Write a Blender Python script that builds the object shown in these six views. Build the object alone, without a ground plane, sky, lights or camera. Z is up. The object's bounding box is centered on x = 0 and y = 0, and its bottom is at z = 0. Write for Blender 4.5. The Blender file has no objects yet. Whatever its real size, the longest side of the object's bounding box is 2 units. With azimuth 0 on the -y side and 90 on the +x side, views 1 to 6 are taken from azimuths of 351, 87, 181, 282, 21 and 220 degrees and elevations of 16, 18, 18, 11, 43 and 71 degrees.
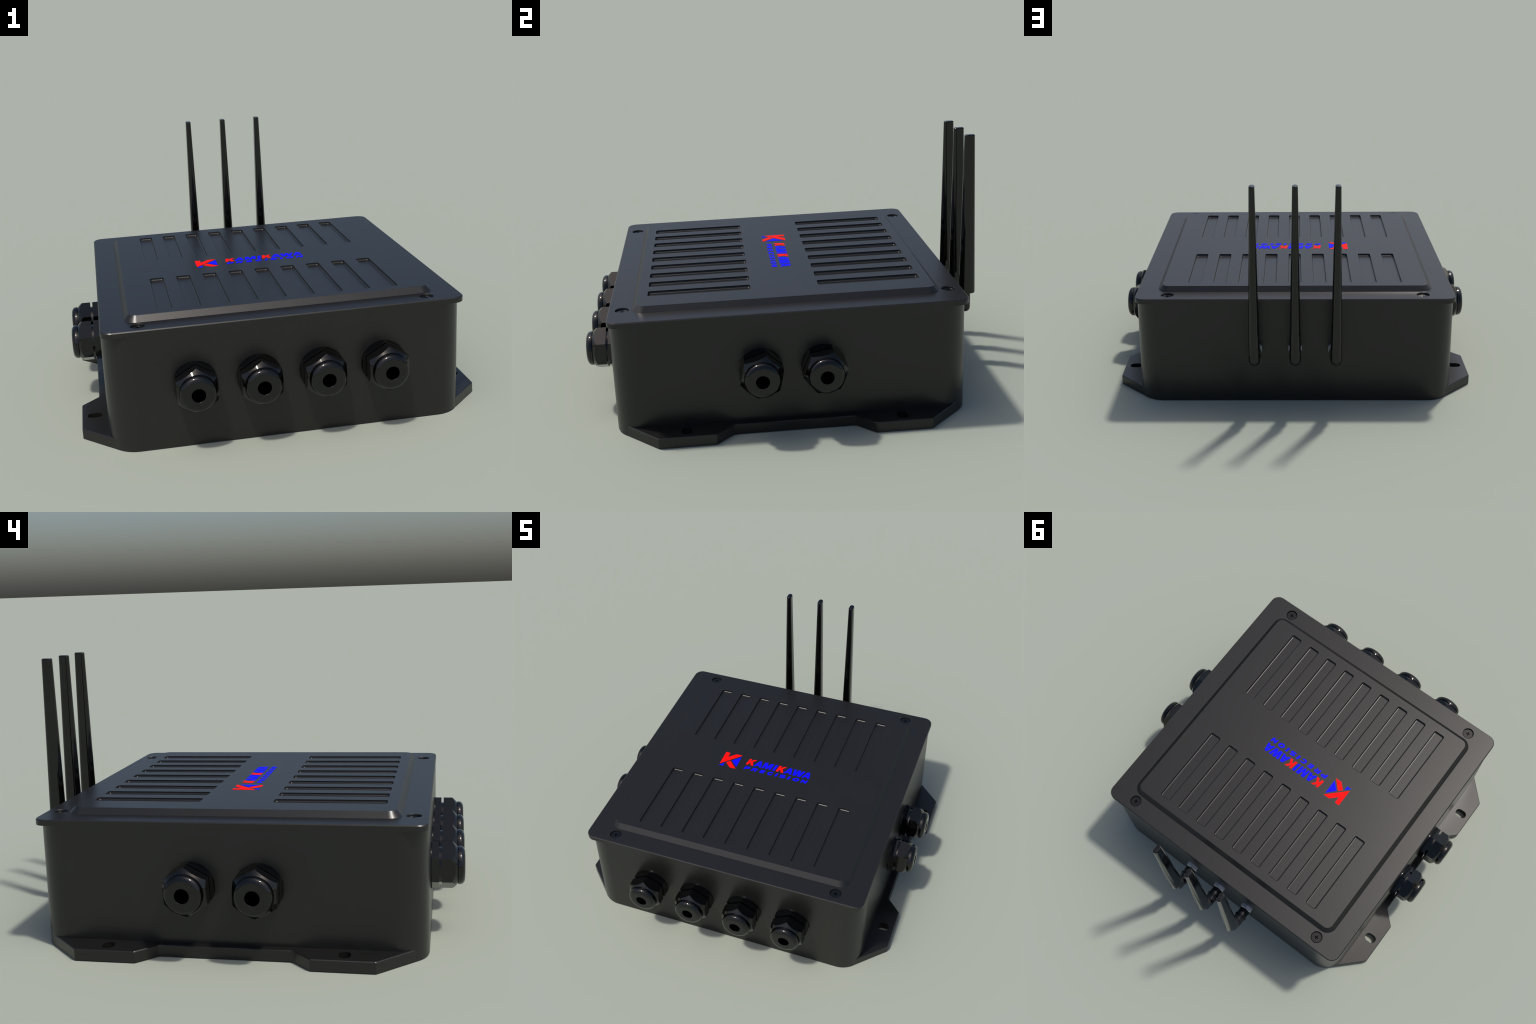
"""Rugged black plastic junction box: lid with recessed ribs and a printed wordmark,
eight cable glands, three hinged whip antennas, and a mounting flange with slots."""
import bpy, bmesh, math
from mathutils import Vector, Matrix

# ------------------------------------------------------------------ sizes (m)
CY = -0.0253            # y of the box centre (glands stick out further at -y)
HALF = 0.8310           # half side of the square box
BODY_R = 0.132          # vertical corner radius of the body
LID_R = 0.051           # corner radius of the lid plate
Z_BODY = 0.5460         # body top / lid underside
Z_LID = 0.5720          # lid rim plate
Z_TOP = 0.5980          # raised panel
PANEL_OUT, PANEL_IN = 0.7225, 0.6985
GLAND_Z = 0.300
ANT_X = 0.2073
ANT_Z = 0.2975          # axis of the antenna connectors


# ------------------------------------------------------------------ materials
def material(name, color, rough, spec=0.5, metallic=0.0, grain=0.0, rough_var=0.0, coat=0.0):
    m = bpy.data.materials.new(name)
    m.use_nodes = True
    nt = m.node_tree
    b = nt.nodes["Principled BSDF"]
    b.inputs["Base Color"].default_value = (*color, 1)
    b.inputs["Roughness"].default_value = rough
    b.inputs["Metallic"].default_value = metallic
    b.inputs["Specular IOR Level"].default_value = spec
    if coat:
        b.inputs["Coat Weight"].default_value = coat
        b.inputs["Coat Roughness"].default_value = 0.05
    if grain or rough_var:
        tc = nt.nodes.new("ShaderNodeTexCoord")
        n = nt.nodes.new("ShaderNodeTexNoise")
        n.inputs["Scale"].default_value = 9.0
        n.inputs["Detail"].default_value = 4.0
        nt.links.new(tc.outputs["Object"], n.inputs["Vector"])
        if grain:
            mix = nt.nodes.new("ShaderNodeMix")
            mix.data_type = 'RGBA'
            mix.inputs["A"].default_value = (*[c * (1 - grain) for c in color], 1)
            mix.inputs["B"].default_value = (*[c * (1 + grain) for c in color], 1)
            nt.links.new(n.outputs["Fac"], mix.inputs["Factor"])
            nt.links.new(mix.outputs["Result"], b.inputs["Base Color"])
        if rough_var:
            mr = nt.nodes.new("ShaderNodeMapRange")
            mr.inputs["To Min"].default_value = rough - rough_var
            mr.inputs["To Max"].default_value = rough + rough_var
            nt.links.new(n.outputs["Fac"], mr.inputs["Value"])
            nt.links.new(mr.outputs["Result"], b.inputs["Roughness"])
    return m


MAT_BODY = material("satin_black_plastic", (0.0096, 0.0090, 0.0083), 0.33, grain=0.06, rough_var=0.01)
MAT_GLOSS = material("glossy_black_nylon", (0.0015, 0.0015, 0.0015), 0.06)
MAT_ANT = material("antenna_black_rubber", (0.0015, 0.0015, 0.0015), 0.08)
MAT_SCREW = material("blackened_screw_steel", (0.003, 0.003, 0.003), 0.2)
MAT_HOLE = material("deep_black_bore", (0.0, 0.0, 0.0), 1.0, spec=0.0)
MAT_NICKEL = material("dull_nickel", (0.48, 0.48, 0.50), 0.4, metallic=0.8)
MAT_RED = material("red_print", (1.0, 0.003, 0.003), 0.6, spec=0.1)
MAT_BLUE = material("blue_print", (0.003, 0.003, 1.0), 0.6, spec=0.1)


# ------------------------------------------------------------------ helpers
def finish(name, bm, mats, parent, smooth_angle=35, weighted=False):
    bmesh.ops.recalc_face_normals(bm, faces=bm.faces[:])
    me = bpy.data.meshes.new(name)
    bm.to_mesh(me)
    bm.free()
    for m in mats:
        me.materials.append(m)
    ob = bpy.data.objects.new(name, me)
    bpy.context.scene.collection.objects.link(ob)
    ob.parent = parent
    shade(ob, smooth_angle, weighted)
    return ob


def shade(ob, smooth_angle=35, weighted=False):
    me = ob.data
    me.polygons.foreach_set("use_smooth", [True] * len(me.polygons))
    me.set_sharp_from_angle(angle=math.radians(smooth_angle))
    if weighted:
        w = ob.modifiers.new("flat_faces", 'WEIGHTED_NORMAL')
        w.weight = 100
        w.keep_sharp = True
        apply_mods(ob)


def apply_mods(ob):
    dg = bpy.context.evaluated_depsgraph_get()
    me = bpy.data.meshes.new_from_object(ob.evaluated_get(dg))
    old = ob.data
    ob.modifiers.clear()
    ob.data = me
    me.name = old.name
    bpy.data.meshes.remove(old)


def rounded_polygon(points, radii, seg=8):
    """Closed 2D polygon with its corners filleted."""
    out, n = [], len(points)
    for i, p in enumerate(points):
        r = radii[i] if isinstance(radii, (list, tuple)) else radii
        p = Vector(p)
        a = (Vector(points[i - 1]) - p).normalized()
        b = (Vector(points[(i + 1) % n]) - p).normalized()
        if r <= 1e-6:
            out.append((p.x, p.y))
            continue
        half = math.acos(max(-1, min(1, a.dot(b)))) / 2
        t = r / math.tan(half)
        centre = p + (a + b).normalized() * (r / math.sin(half))
        s, e = p + a * t - centre, p + b * t - centre
        a0 = math.atan2(s.y, s.x)
        d = (math.atan2(e.y, e.x) - a0 + math.pi) % (2 * math.pi) - math.pi
        for k in range(seg + 1):
            ang = a0 + d * k / seg
            out.append((centre.x + r * math.cos(ang), centre.y + r * math.sin(ang)))
    return out


def rounded_rect(hx, hy, r, seg=8, cx=0.0, cy=0.0):
    return rounded_polygon([(cx - hx, cy - hy), (cx + hx, cy - hy), (cx + hx, cy + hy), (cx - hx, cy + hy)], r, seg)


def loft(bm, rings, cap=True, mat=0):
    """rings: equal-length lists of 3D points, skinned in order; caps are n-gons."""
    vr = [[bm.verts.new(p) for p in ring] for ring in rings]
    n = len(vr[0])
    for a, b in zip(vr, vr[1:]):
        for i in range(n):
            f = bm.faces.new((a[i], a[(i + 1) % n], b[(i + 1) % n], b[i]))
            f.material_index = mat
    if cap:
        for ring in (vr[0][::-1], vr[-1]):
            f = bm.faces.new(ring)
            f.material_index = mat
    return vr


def at_z(pts, z):
    return [(x, y, z) for x, y in pts]


def turned(bm, profile, seg=64, mats=None):
    """Surface of revolution about local Z; profile = [(radius, height)...] open, closed by fans at r=0."""
    rings = []
    for r, h in profile:
        if r < 1e-6:
            rings.append([bm.verts.new((0, 0, h))])
        else:
            rings.append([bm.verts.new((r * math.cos(2 * math.pi * i / seg), r * math.sin(2 * math.pi * i / seg), h))
                          for i in range(seg)])
    for k, (a, b) in enumerate(zip(rings, rings[1:])):
        mi = mats[k] if mats else 0
        for i in range(seg):
            j = (i + 1) % seg
            if len(a) == 1 and len(b) == 1:
                continue
            if len(a) == 1:
                f = bm.faces.new((a[0], b[j], b[i]))
            elif len(b) == 1:
                f = bm.faces.new((a[i], a[j], b[0]))
            else:
                f = bm.faces.new((a[i], a[j], b[j], b[i]))
            f.material_index = mi


def hexagon_radius(theta, corner):
    t = (theta % (math.pi / 3)) - math.pi / 6
    return corner * math.cos(math.pi / 6) / math.cos(t)


def hex_nut(bm, corner, h0, h1, top_r=None, top_slope=1.0, low_r=None, low_slope=1.0, per_side=12, bore=None):
    """Hexagon prism about local Z, a corner on local +X; ends chamfered by cones that reach
    radius top_r / low_r at the end faces."""
    n = 6 * per_side
    th = [2 * math.pi * i / n for i in range(n)]
    hr = [hexagon_radius(t, corner) for t in th]

    def ring(rs, hs):
        return [(r * math.cos(t), r * math.sin(t), h) for r, h, t in zip(rs, hs, th)]
    rings = []
    if low_r:
        rings.append(ring([min(low_r, r) for r in hr], [h0] * n))
        rings.append(ring(hr, [h0 + max(0.0, r - low_r) * low_slope + 1e-5 for r in hr]))
    else:
        rings.append(ring(hr, [h0] * n))
    if top_r:
        rings.append(ring(hr, [h1 - max(0.0, r - top_r) * top_slope - 1e-5 for r in hr]))
        rings.append(ring([min(top_r, r) for r in hr], [h1] * n))
    else:
        rings.append(ring(hr, [h1] * n))
    if bore:                                  # annular end faces around an open bore
        rings.insert(0, ring([bore] * n, [h0] * n))
        rings.append(ring([bore] * n, [h1] * n))
    loft(bm, rings, cap=not bore)


def empty(name, parent=None):
    e = bpy.data.objects.new(name, None)
    bpy.context.scene.collection.objects.link(e)
    e.empty_display_size = 0.1
    e.parent = parent
    return e


def instance(src, parent, matrix):
    o = src.copy()
    bpy.context.scene.collection.objects.link(o)
    o.parent = parent
    o.matrix_local = matrix
    return o


# ------------------------------------------------------------------ root
root = empty("junction_box")
root["label"] = "black plastic outdoor junction box with cable glands and antennas"
root["category"] = "electronics enclosure"

# ------------------------------------------------------------------ body
bm = bmesh.new()
outline = rounded_rect(HALF - 0.0008, HALF - 0.0008, BODY_R, 20, 0, CY)
loft(bm, [at_z(rounded_rect(HALF - 0.0030, HALF - 0.0030, BODY_R, 20, 0, CY), 0.0),
          at_z(outline, 0.0030), at_z(outline, Z_BODY)])
body = finish("enclosure_body", bm, [MAT_BODY], root, 40, True)

# ------------------------------------------------------------------ mounting flange (one per side wall)
F_OUT, F_STRIP, F_Z = 0.9530, 0.8690, 0.0490
TAN = HALF - 0.0016 - BODY_R * (1 - math.sqrt(0.5))           # where the 45 degree edge leaves the body corner


def flange_mesh(name):
    bm = bmesh.new()
    tip = TAN * 2 - F_OUT                     # 45 degree edge reaches the outer face here
    pts = [(0.74, -(TAN - 0.004)), (TAN, -TAN), (F_OUT, -tip), (F_OUT, -0.366), (F_STRIP, -0.284),
           (F_STRIP, 0.284), (F_OUT, 0.366), (F_OUT, tip), (TAN, TAN), (0.74, TAN - 0.004)]
    rad = [0, 0, 0.008, 0.010, 0.022, 0.022, 0.010, 0.008, 0, 0]

    def inset(d):
        q = []
        for x, y in pts:
            s = 1 if y > 0 else -1
            if abs(x - F_OUT) < 1e-6:
                q.append((x - d, y - (s * d * 0.42 if abs(y) > 0.5 else -s * d * 0.42)))
            elif abs(x - F_STRIP) < 1e-6:
                q.append((x - d, y + s * d * 0.42))
            elif abs(x - TAN) < 1e-6:
                q.append((x - d * 0.7, y - s * d * 0.7))
            else:
                q.append((x, y - s * d))
        return rounded_polygon(q, rad, 5)
    base = inset(0)
    loft(bm, [at_z(base, 0.0006), at_z(base, F_Z - 0.003), at_z(inset(0.003), F_Z)])
    ob = finish(name, bm, [MAT_BODY], root, 50)
    return ob


def cut(target, cutters):
    for c in cutters:
        m = target.modifiers.new("cut", 'BOOLEAN')
        m.operation = 'DIFFERENCE'
        m.solver = 'EXACT'
        m.material_mode = 'TRANSFER'
        m.object = c
    apply_mods(target)
    for c in cutters:
        me = c.data
        bpy.data.objects.remove(c)
        bpy.data.meshes.remove(me)


flange = flange_mesh("mounting_flange")
cutters = []
for s in (-1, 1):                             # oblong screw slots, long across the wall
    bm = bmesh.new()
    p = rounded_rect(0.0350, 0.0250, 0.0248, 10, 0.8920, s * 0.4985)
    loft(bm, [at_z(p, -0.02), at_z(p, 0.08)])
    cutters.append(finish("slot_cutter", bm, [], None))
cut(flange, cutters)
shade(flange, 35, True)
flange.location = (0, CY, 0)
other = instance(flange, root, Matrix.Translation((0, CY, 0)) @ Matrix.Rotation(math.pi, 4, 'Z'))

# ------------------------------------------------------------------ lid
bm = bmesh.new()


def lid_ring(half, r, z):
    return at_z(rounded_rect(half, half, r, 10, 0, CY), z)


loft(bm, [lid_ring(HALF, LID_R, Z_BODY), lid_ring(HALF, LID_R, Z_LID - 0.0044),
          lid_ring(HALF - 0.0044, LID_R - 0.0044, Z_LID),
          lid_ring(PANEL_OUT, 0.060, Z_LID), lid_ring(PANEL_IN, 0.036, Z_TOP)])
lid = finish("lid", bm, [MAT_BODY], root)
SLOT_D = 0.0125
cutters = []
for row in (-1, 1):
    bm = bmesh.new()
    for i in range(9):
        cx = (i - 4) * 0.1331
        cy = CY + row * 0.4065

        def ring(d, z):
            return at_z(rounded_rect(0.0344 - d, 0.2450 - d, 0.0110 - d, 6, cx, cy), z)
        f = 0.0085                            # floor fillet
        prof = [(0.0, Z_TOP + 0.02), (0.0, Z_TOP - SLOT_D + f)]
        for k in range(1, 7):
            a = math.pi / 2 * k / 6
            prof.append((f * (1 - math.cos(a)), Z_TOP - SLOT_D + f * (1 - math.sin(a))))
        loft(bm, [ring(d, z) for d, z in prof])
    cutters.append(finish("rib_cutter", bm, [], None))
SCREW_AT = [(sx * 0.6642, CY + sy * 0.7660) for sx in (-1, 1) for sy in (-1, 1)]
SINK = 0.0170
bm = bmesh.new()
for x, y in SCREW_AT:
    tmp = bmesh.new()
    turned(tmp, [(0, Z_LID + 0.01), (0.0335, Z_LID + 0.01), (0.0335, Z_LID), (0.0318, Z_LID - 0.0025),
                 (0.0308, Z_LID - 0.0055), (0.0305, Z_LID - SINK), (0, Z_LID - SINK)], 40)
    bmesh.ops.translate(tmp, verts=tmp.verts[:], vec=(x, y, 0))
    me = bpy.data.meshes.new("t")
    tmp.to_mesh(me)
    tmp.free()
    bm.from_mesh(me)
    bpy.data.meshes.remove(me)
cutters.append(finish("sink_cutter", bm, [], None))
cut(lid, cutters)
lid.data.materials.clear()
lid.data.materials.append(MAT_BODY)
shade(lid, 33, True)

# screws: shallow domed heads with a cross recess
bm = bmesh.new()
zb, zt = -SINK - 0.003, -0.0072
turned(bm, [(0, zb), (0.0285, zb), (0.0288, zt - 0.0006), (0.0282, zt), (0.0, zt)], 40)
screw = finish("screw", bm, [MAT_SCREW, MAT_HOLE], lid, 40)
bm = bmesh.new()
w, l = 0.0023, 0.0135
cross = [(w, w), (w, l), (-w, l), (-w, w), (-l, w), (-l, -w), (-w, -w), (-w, -l), (w, -l), (w, -w), (l, -w), (l, w)]
taper = [(x * 0.75, y * 0.75) for x, y in cross]
loft(bm, [at_z(taper, zt - 0.0068), at_z(cross, zt + 0.003)])
cc = finish("cross_cutter", bm, [MAT_HOLE], None)
cut(screw, [cc])
shade(screw, 30, True)
for k, (x, y) in enumerate(SCREW_AT):
    M = Matrix.Translation((x, y, Z_LID)) @ Matrix.Rotation((0.35, -0.1, 0.1, 0.1)[k], 4, 'Z')
    if k == 0:
        screw.matrix_local = M
    else:
        instance(screw, lid, M)

# ------------------------------------------------------------------ cable glands (axis = local +Z, away from wall)
bm = bmesh.new()                              # seat ring + fixing hexagon + threaded neck
turned(bm, [(0.07, -0.01), (0.1048, -0.01), (0.1048, 0.0050), (0.07, 0.0050)], 96)
hex_nut(bm, 0.1050, 0.0045, 0.0345, bore=0.070)
turned(bm, [(0.06, 0.02), (0.0775, 0.02), (0.0775, 0.055), (0.06, 0.055)], 64)
gland = finish("cable_gland", bm, [MAT_GLOSS], root, 30)
bm = bmesh.new()                              # compression nut
hex_nut(bm, 0.1050, 0.0455, 0.1110, top_r=0.0835, bore=0.070)
nut = finish("compression_nut", bm, [MAT_GLOSS], gland, 25)
bm = bmesh.new()                              # domed cap with the cable bore
END, RC, RF = 0.1450, 0.0832, 0.0312
prof = [(0, 0.020), (0.0580, 0.020), (0.0580, 0.095), (0.0800, 0.095), (0.0800, 0.1135), (RC, 0.1155)]
for k in range(0, 9):
    a = math.pi / 2 * k / 8
    prof.append((RC - 0.0260 * (1 - math.cos(a)), END - 0.0220 * (1 - math.sin(a))))
nb = len(prof)
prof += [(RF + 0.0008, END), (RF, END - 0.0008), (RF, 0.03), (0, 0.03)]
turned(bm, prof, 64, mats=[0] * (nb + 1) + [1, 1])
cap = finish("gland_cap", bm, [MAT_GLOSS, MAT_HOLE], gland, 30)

WALL = HALF - 0.0008
places = []                                   # wall point, outward angle about Z, hexagon roll
for x in (-0.4345, -0.1450, 0.1450, 0.4345):
    places.append(((x, CY - WALL, GLAND_Z), -90, 90))
for y, roll in ((CY - 0.1447, 77), (CY + 0.1447, 68)):
    places.append(((WALL, y, GLAND_Z), 0, roll))
for y, roll in ((CY + 0.1447, 92), (CY - 0.1447, 88)):
    places.append(((-WALL, y, GLAND_Z), 180, roll))
for k, (p, az, roll) in enumerate(places):
    # local Z -> outward, local X -> right as seen from outside, local Y -> up
    a = math.radians(az)
    out = Vector((math.cos(a), math.sin(a), 0))
    right = Vector((-math.sin(a), math.cos(a), 0))
    M = Matrix((right, Vector((0, 0, 1)), out)).transposed().to_4x4()
    M = Matrix.Translation(p) @ M @ Matrix.Rotation(math.radians(roll), 4, 'Z')
    if k == 0:
        gland.matrix_local = M
    else:
        g = instance(gland, root, M)
        for part in (nut, cap):
            instance(part, g, Matrix.Identity(4))

# ------------------------------------------------------------------ antennas (local origin on the wall, axis +Y)


def stadium(hx, y0, y1, seg=12):
    """Oblong section, long in y, with fully round ends of radius hx."""
    hx2 = min(hx, (y1 - y0) / 2 - 1e-4)
    return rounded_rect(hx, (y1 - y0) / 2, hx2 * 0.999, seg, 0, (y0 + y1) / 2)


Y_WALL = CY + WALL
Z0, Z1 = 0.3755, 1.2100


def blade_section(z, grow=0.0):
    t = (z - 0.385) / (1.2065 - 0.385)
    hx = 0.0280 + t * (0.0143 - 0.0280) + grow
    return [(x, y, z - ANT_Z) for x, y in
            stadium(hx, 0.9175 + t * 0.0150 - grow - Y_WALL, 1.0 - t * 0.0150 + grow - Y_WALL)]


bm = bmesh.new()
rings = [blade_section(Z0, -0.003), blade_section(Z0 + 0.0008, -0.001), blade_section(Z0 + 0.006)]
for k in range(1, 10):
    rings.append(blade_section(Z0 + 0.006 + (Z1 - 0.006 - Z0 - 0.006) * k / 9))
rings.append(blade_section(Z1 - 0.0045))
for d, h in ((-0.0012, -0.003), (-0.003, -0.001), (-0.0055, 0.0)):
    rings.append(blade_section(Z1 + h, d))
loft(bm, rings)
antenna = finish("antenna", bm, [MAT_ANT], root, 50, True)

bm = bmesh.new()                              # hinge tongue under the blade, round at the bottom


def tongue(d, y):
    r = 0.0283 - d
    p = [(r, y, 0.10)]
    for k in range(0, 25):
        a = -math.pi * k / 24
        p.append((r * math.cos(a), y, r * math.sin(a)))
    p.append((-r, y, 0.10))
    return p


y0, y1 = 0.9172 - Y_WALL, 0.9758 - Y_WALL
rings = []
for k in range(7):
    a = math.pi / 2 * k / 6
    rings.append(tongue(0.008 * (1 - math.sin(a)), y0 + 0.008 * (1 - math.cos(a))))
for k in range(9):
    a = math.pi / 2 * k / 8
    rings.append(tongue(0.024 * (1 - math.cos(a)), y1 - 0.024 * (1 - math.sin(a))))
loft(bm, rings)
hinge = finish("antenna_hinge", bm, [MAT_ANT], antenna, 40, True)

bm = bmesh.new()                              # connector barrel with a collar
turned(bm, [(0, 0.01), (0.0290, 0.01), (0.0310, 0.028), (0.0310, 0.0640), (0.0300, 0.0650), (0.0358, 0.0655), (0.0365, 0.0670),
            (0.0365, 0.0760), (0.0358, 0.0775), (0.0300, 0.0780), (0.0312, 0.0790), (0.0312, 0.1180), (0.0290, 0.125), (0, 0.125)], 48)
bmesh.ops.transform(bm, matrix=Matrix.Rotation(-math.pi / 2, 4, 'X'), verts=bm.verts[:])
barrel = finish("antenna_connector", bm, [MAT_ANT], antenna, 30)
bm = bmesh.new()                              # panel nut
hex_nut(bm, 0.0400, -0.004, 0.0230, top_r=0.0315, top_slope=0.9)
bmesh.ops.transform(bm, matrix=Matrix.Rotation(-math.pi / 2, 4, 'X') @ Matrix.Rotation(math.radians(30), 4, 'Z'), verts=bm.verts[:])
panel_nut = finish("panel_nut", bm, [MAT_NICKEL], antenna, 25)
for k, x in enumerate((-ANT_X, 0.0, ANT_X)):
    M = Matrix.Translation((x, Y_WALL, ANT_Z))
    if k == 0:
        antenna.matrix_local = M
    else:
        a = instance(antenna, root, M)
        for part in (hinge, barrel, panel_nut):
            instance(part, a, Matrix.Identity(4))

# ------------------------------------------------------------------ emblem and lettering on the lid
PRINT_H = 0.0011


def print_shape(name, loops, mat):
    """Flat raised print: outer loops and holes as a filled 2D curve, turned into a mesh."""
    cu = bpy.data.curves.new(name, 'CURVE')
    cu.dimensions = '2D'
    cu.fill_mode = 'BOTH'
    cu.extrude = PRINT_H / 2
    for loop in loops:
        sp = cu.splines.new('POLY')
        sp.points.add(len(loop) - 1)
        for q, (x, y) in zip(sp.points, loop):
            q.co = (x, y, 0, 1)
        sp.use_cyclic_u = True
    tmp = bpy.data.objects.new("tmp", cu)
    bpy.context.scene.collection.objects.link(tmp)
    dg = bpy.context.evaluated_depsgraph_get()
    me = bpy.data.meshes.new_from_object(tmp.evaluated_get(dg))
    bpy.data.objects.remove(tmp)
    bpy.data.curves.remove(cu)
    me.name = name
    me.materials.clear()
    me.materials.append(mat)
    ob = bpy.data.objects.new(name, me)
    bpy.context.scene.collection.objects.link(ob)
    ob.parent = lid
    ob.location = (0, 0, Z_TOP + PRINT_H / 2 - 0.0003)
    return ob


# big K: red stem with upper arm, red leg, two blue wedges
print_shape("emblem_stroke", [[(-0.312, 0.0485), (-0.2845, 0.0485), (-0.2845, 0.0075), (-0.242, 0.0485),
                               (-0.2015, 0.0485), (-0.312, -0.0610)]], MAT_RED)
print_shape("emblem_stroke", [[(-0.2015, -0.0765), (-0.2405, -0.0765), (-0.2775, -0.0405), (-0.2575, -0.0190)]], MAT_RED)
print_shape("emblem_wedge", [[(-0.2035, -0.0600), (-0.2500, -0.0150), (-0.2035, 0.0335)]], MAT_BLUE)
print_shape("emblem_wedge", [[(-0.2845, -0.0755), (-0.3125, -0.0755), (-0.2845, -0.0470)]], MAT_BLUE)


def ellipse(cx, cy, rx, ry, a0=0.0, a1=360.0, n=28):
    return [(cx + rx * math.cos(math.radians(a0 + (a1 - a0) * k / n)),
             cy + ry * math.sin(math.radians(a0 + (a1 - a0) * k / n))) for k in range(n + (abs(a1 - a0) < 359))]


def ribbon(path, hw, hh):
    """Outline of a thick stroke: horizontal-ish parts get thickness hh, vertical ones hw."""
    left, right = [], []
    for i, p in enumerate(path):
        a, b = path[max(0, i - 1)], path[min(len(path) - 1, i + 1)]
        dx, dy = b[0] - a[0], b[1] - a[1]
        n = math.hypot(dx, dy)
        nx, ny = -dy / n, dx / n
        left.append((p[0] + nx * hw, p[1] + ny * hh))
        right.append((p[0] - nx * hw, p[1] - ny * hh))
    return left + right[::-1]


# glyphs in a unit box (x 0..1, y 0..1), heavy wide grotesque; slanted when placed
GLYPH = {
    'K': [[(0, 0), (.30, 0), (.30, .30), (.42, .40), (.66, 0), (1.0, 0), (.63, .60), (.98, 1), (.62, 1), (.30, .64), (.30, 1), (0, 1)]],
    'A': [[(0, 0), (.27, 0), (.335, .17), (.665, .17), (.73, 0), (1, 0), (.66, 1), (.34, 1)], [(.395, .35), (.50, .72), (.605, .35)]],
    'M': [[(0, 0), (.215, 0), (.215, .62), (.40, 0), (.60, 0), (.785, .62), (.785, 0), (1, 0), (1, 1), (.67, 1), (.50, .44), (.33, 1), (0, 1)]],
    'I': [[(0, 0), (1, 0), (1, 1), (0, 1)]],
    'W': [[(.17, 0), (.42, 0), (.50, .50), (.58, 0), (.83, 0), (1, 1), (.775, 1), (.70, .42), (.61, 1), (.39, 1), (.30, .42), (.225, 1), (0, 1)]],
    'P': [[(0, 0), (.30, 0), (.30, .32), (.62, .32)] + ellipse(.62, .66, .38, .34, -90, 90, 12) + [(0, 1)],
          [(.30, .55), (.30, .77), (.58, .77)] + ellipse(.58, .66, .10, .11, 90, -90, 6)],
    'R': [[(0, 0), (.30, 0), (.30, .34), (.42, .34), (.66, 0), (1.0, 0), (.74, .36)] + ellipse(.62, .68, .36, .32, -60, 90, 12) + [(0, 1)],
          [(.30, .57), (.30, .78), (.58, .78)] + ellipse(.58, .675, .10, .105, 90, -90, 6)],
    'E': [[(0, 0), (1, 0), (1, .25), (.32, .25), (.32, .39), (.92, .39), (.92, .62), (.32, .62), (.32, .75), (.98, .75), (.98, 1), (0, 1)]],
    'O': [ellipse(.5, .5, .5, .54, 0, 360), ellipse(.5, .5, .20, .27, 0, 360)],
    'C': [ribbon(ellipse(.5, .5, .36, .40, 38, 322, 28), .15, .145)],
    'S': [ribbon(ellipse(.5, .715, .34, .185, 20, 270, 16)[:-1] + ellipse(.5, .290, .36, .195, 90, -165, 16), .15, .115)],
    'N': [[(0, 0), (.27, 0), (.27, .54), (.70, 0), (1, 0), (1, 1), (.73, 1), (.73, .46), (.30, 1), (0, 1)]],
}


def write(word, spans, y0, cap_h, slant, red=()):
    for k, (ch, (x0, x1)) in enumerate(zip(word, spans)):
        loops = [[(x0 + gx * (x1 - x0) + gy * slant, y0 + gy * cap_h) for gx, gy in loop] for loop in GLYPH[ch]]
        print_shape("letter", loops, MAT_RED if k in red else MAT_BLUE)


write("KAMIKAWA",
      [(-.1565, -.1085), (-.1075, -.0575), (-.0530, .0040), (.0150, .0310), (.0395, .0875), (.0880, .1390),
       (.1360, .2070), (.2050, .2545)], -0.0172, 0.0535, 0.0082, red=(0, 4))
write("PRECISION",
      [(-.1560, -.1210), (-.1075, -.0720), (-.0540, -.0240), (-.0055, .0320), (.0455, .0580), (.0720, .1115),
       (.1255, .1390), (.1570, .1970), (.2125, .2475)], -0.0615, 0.0280, 0.0070)
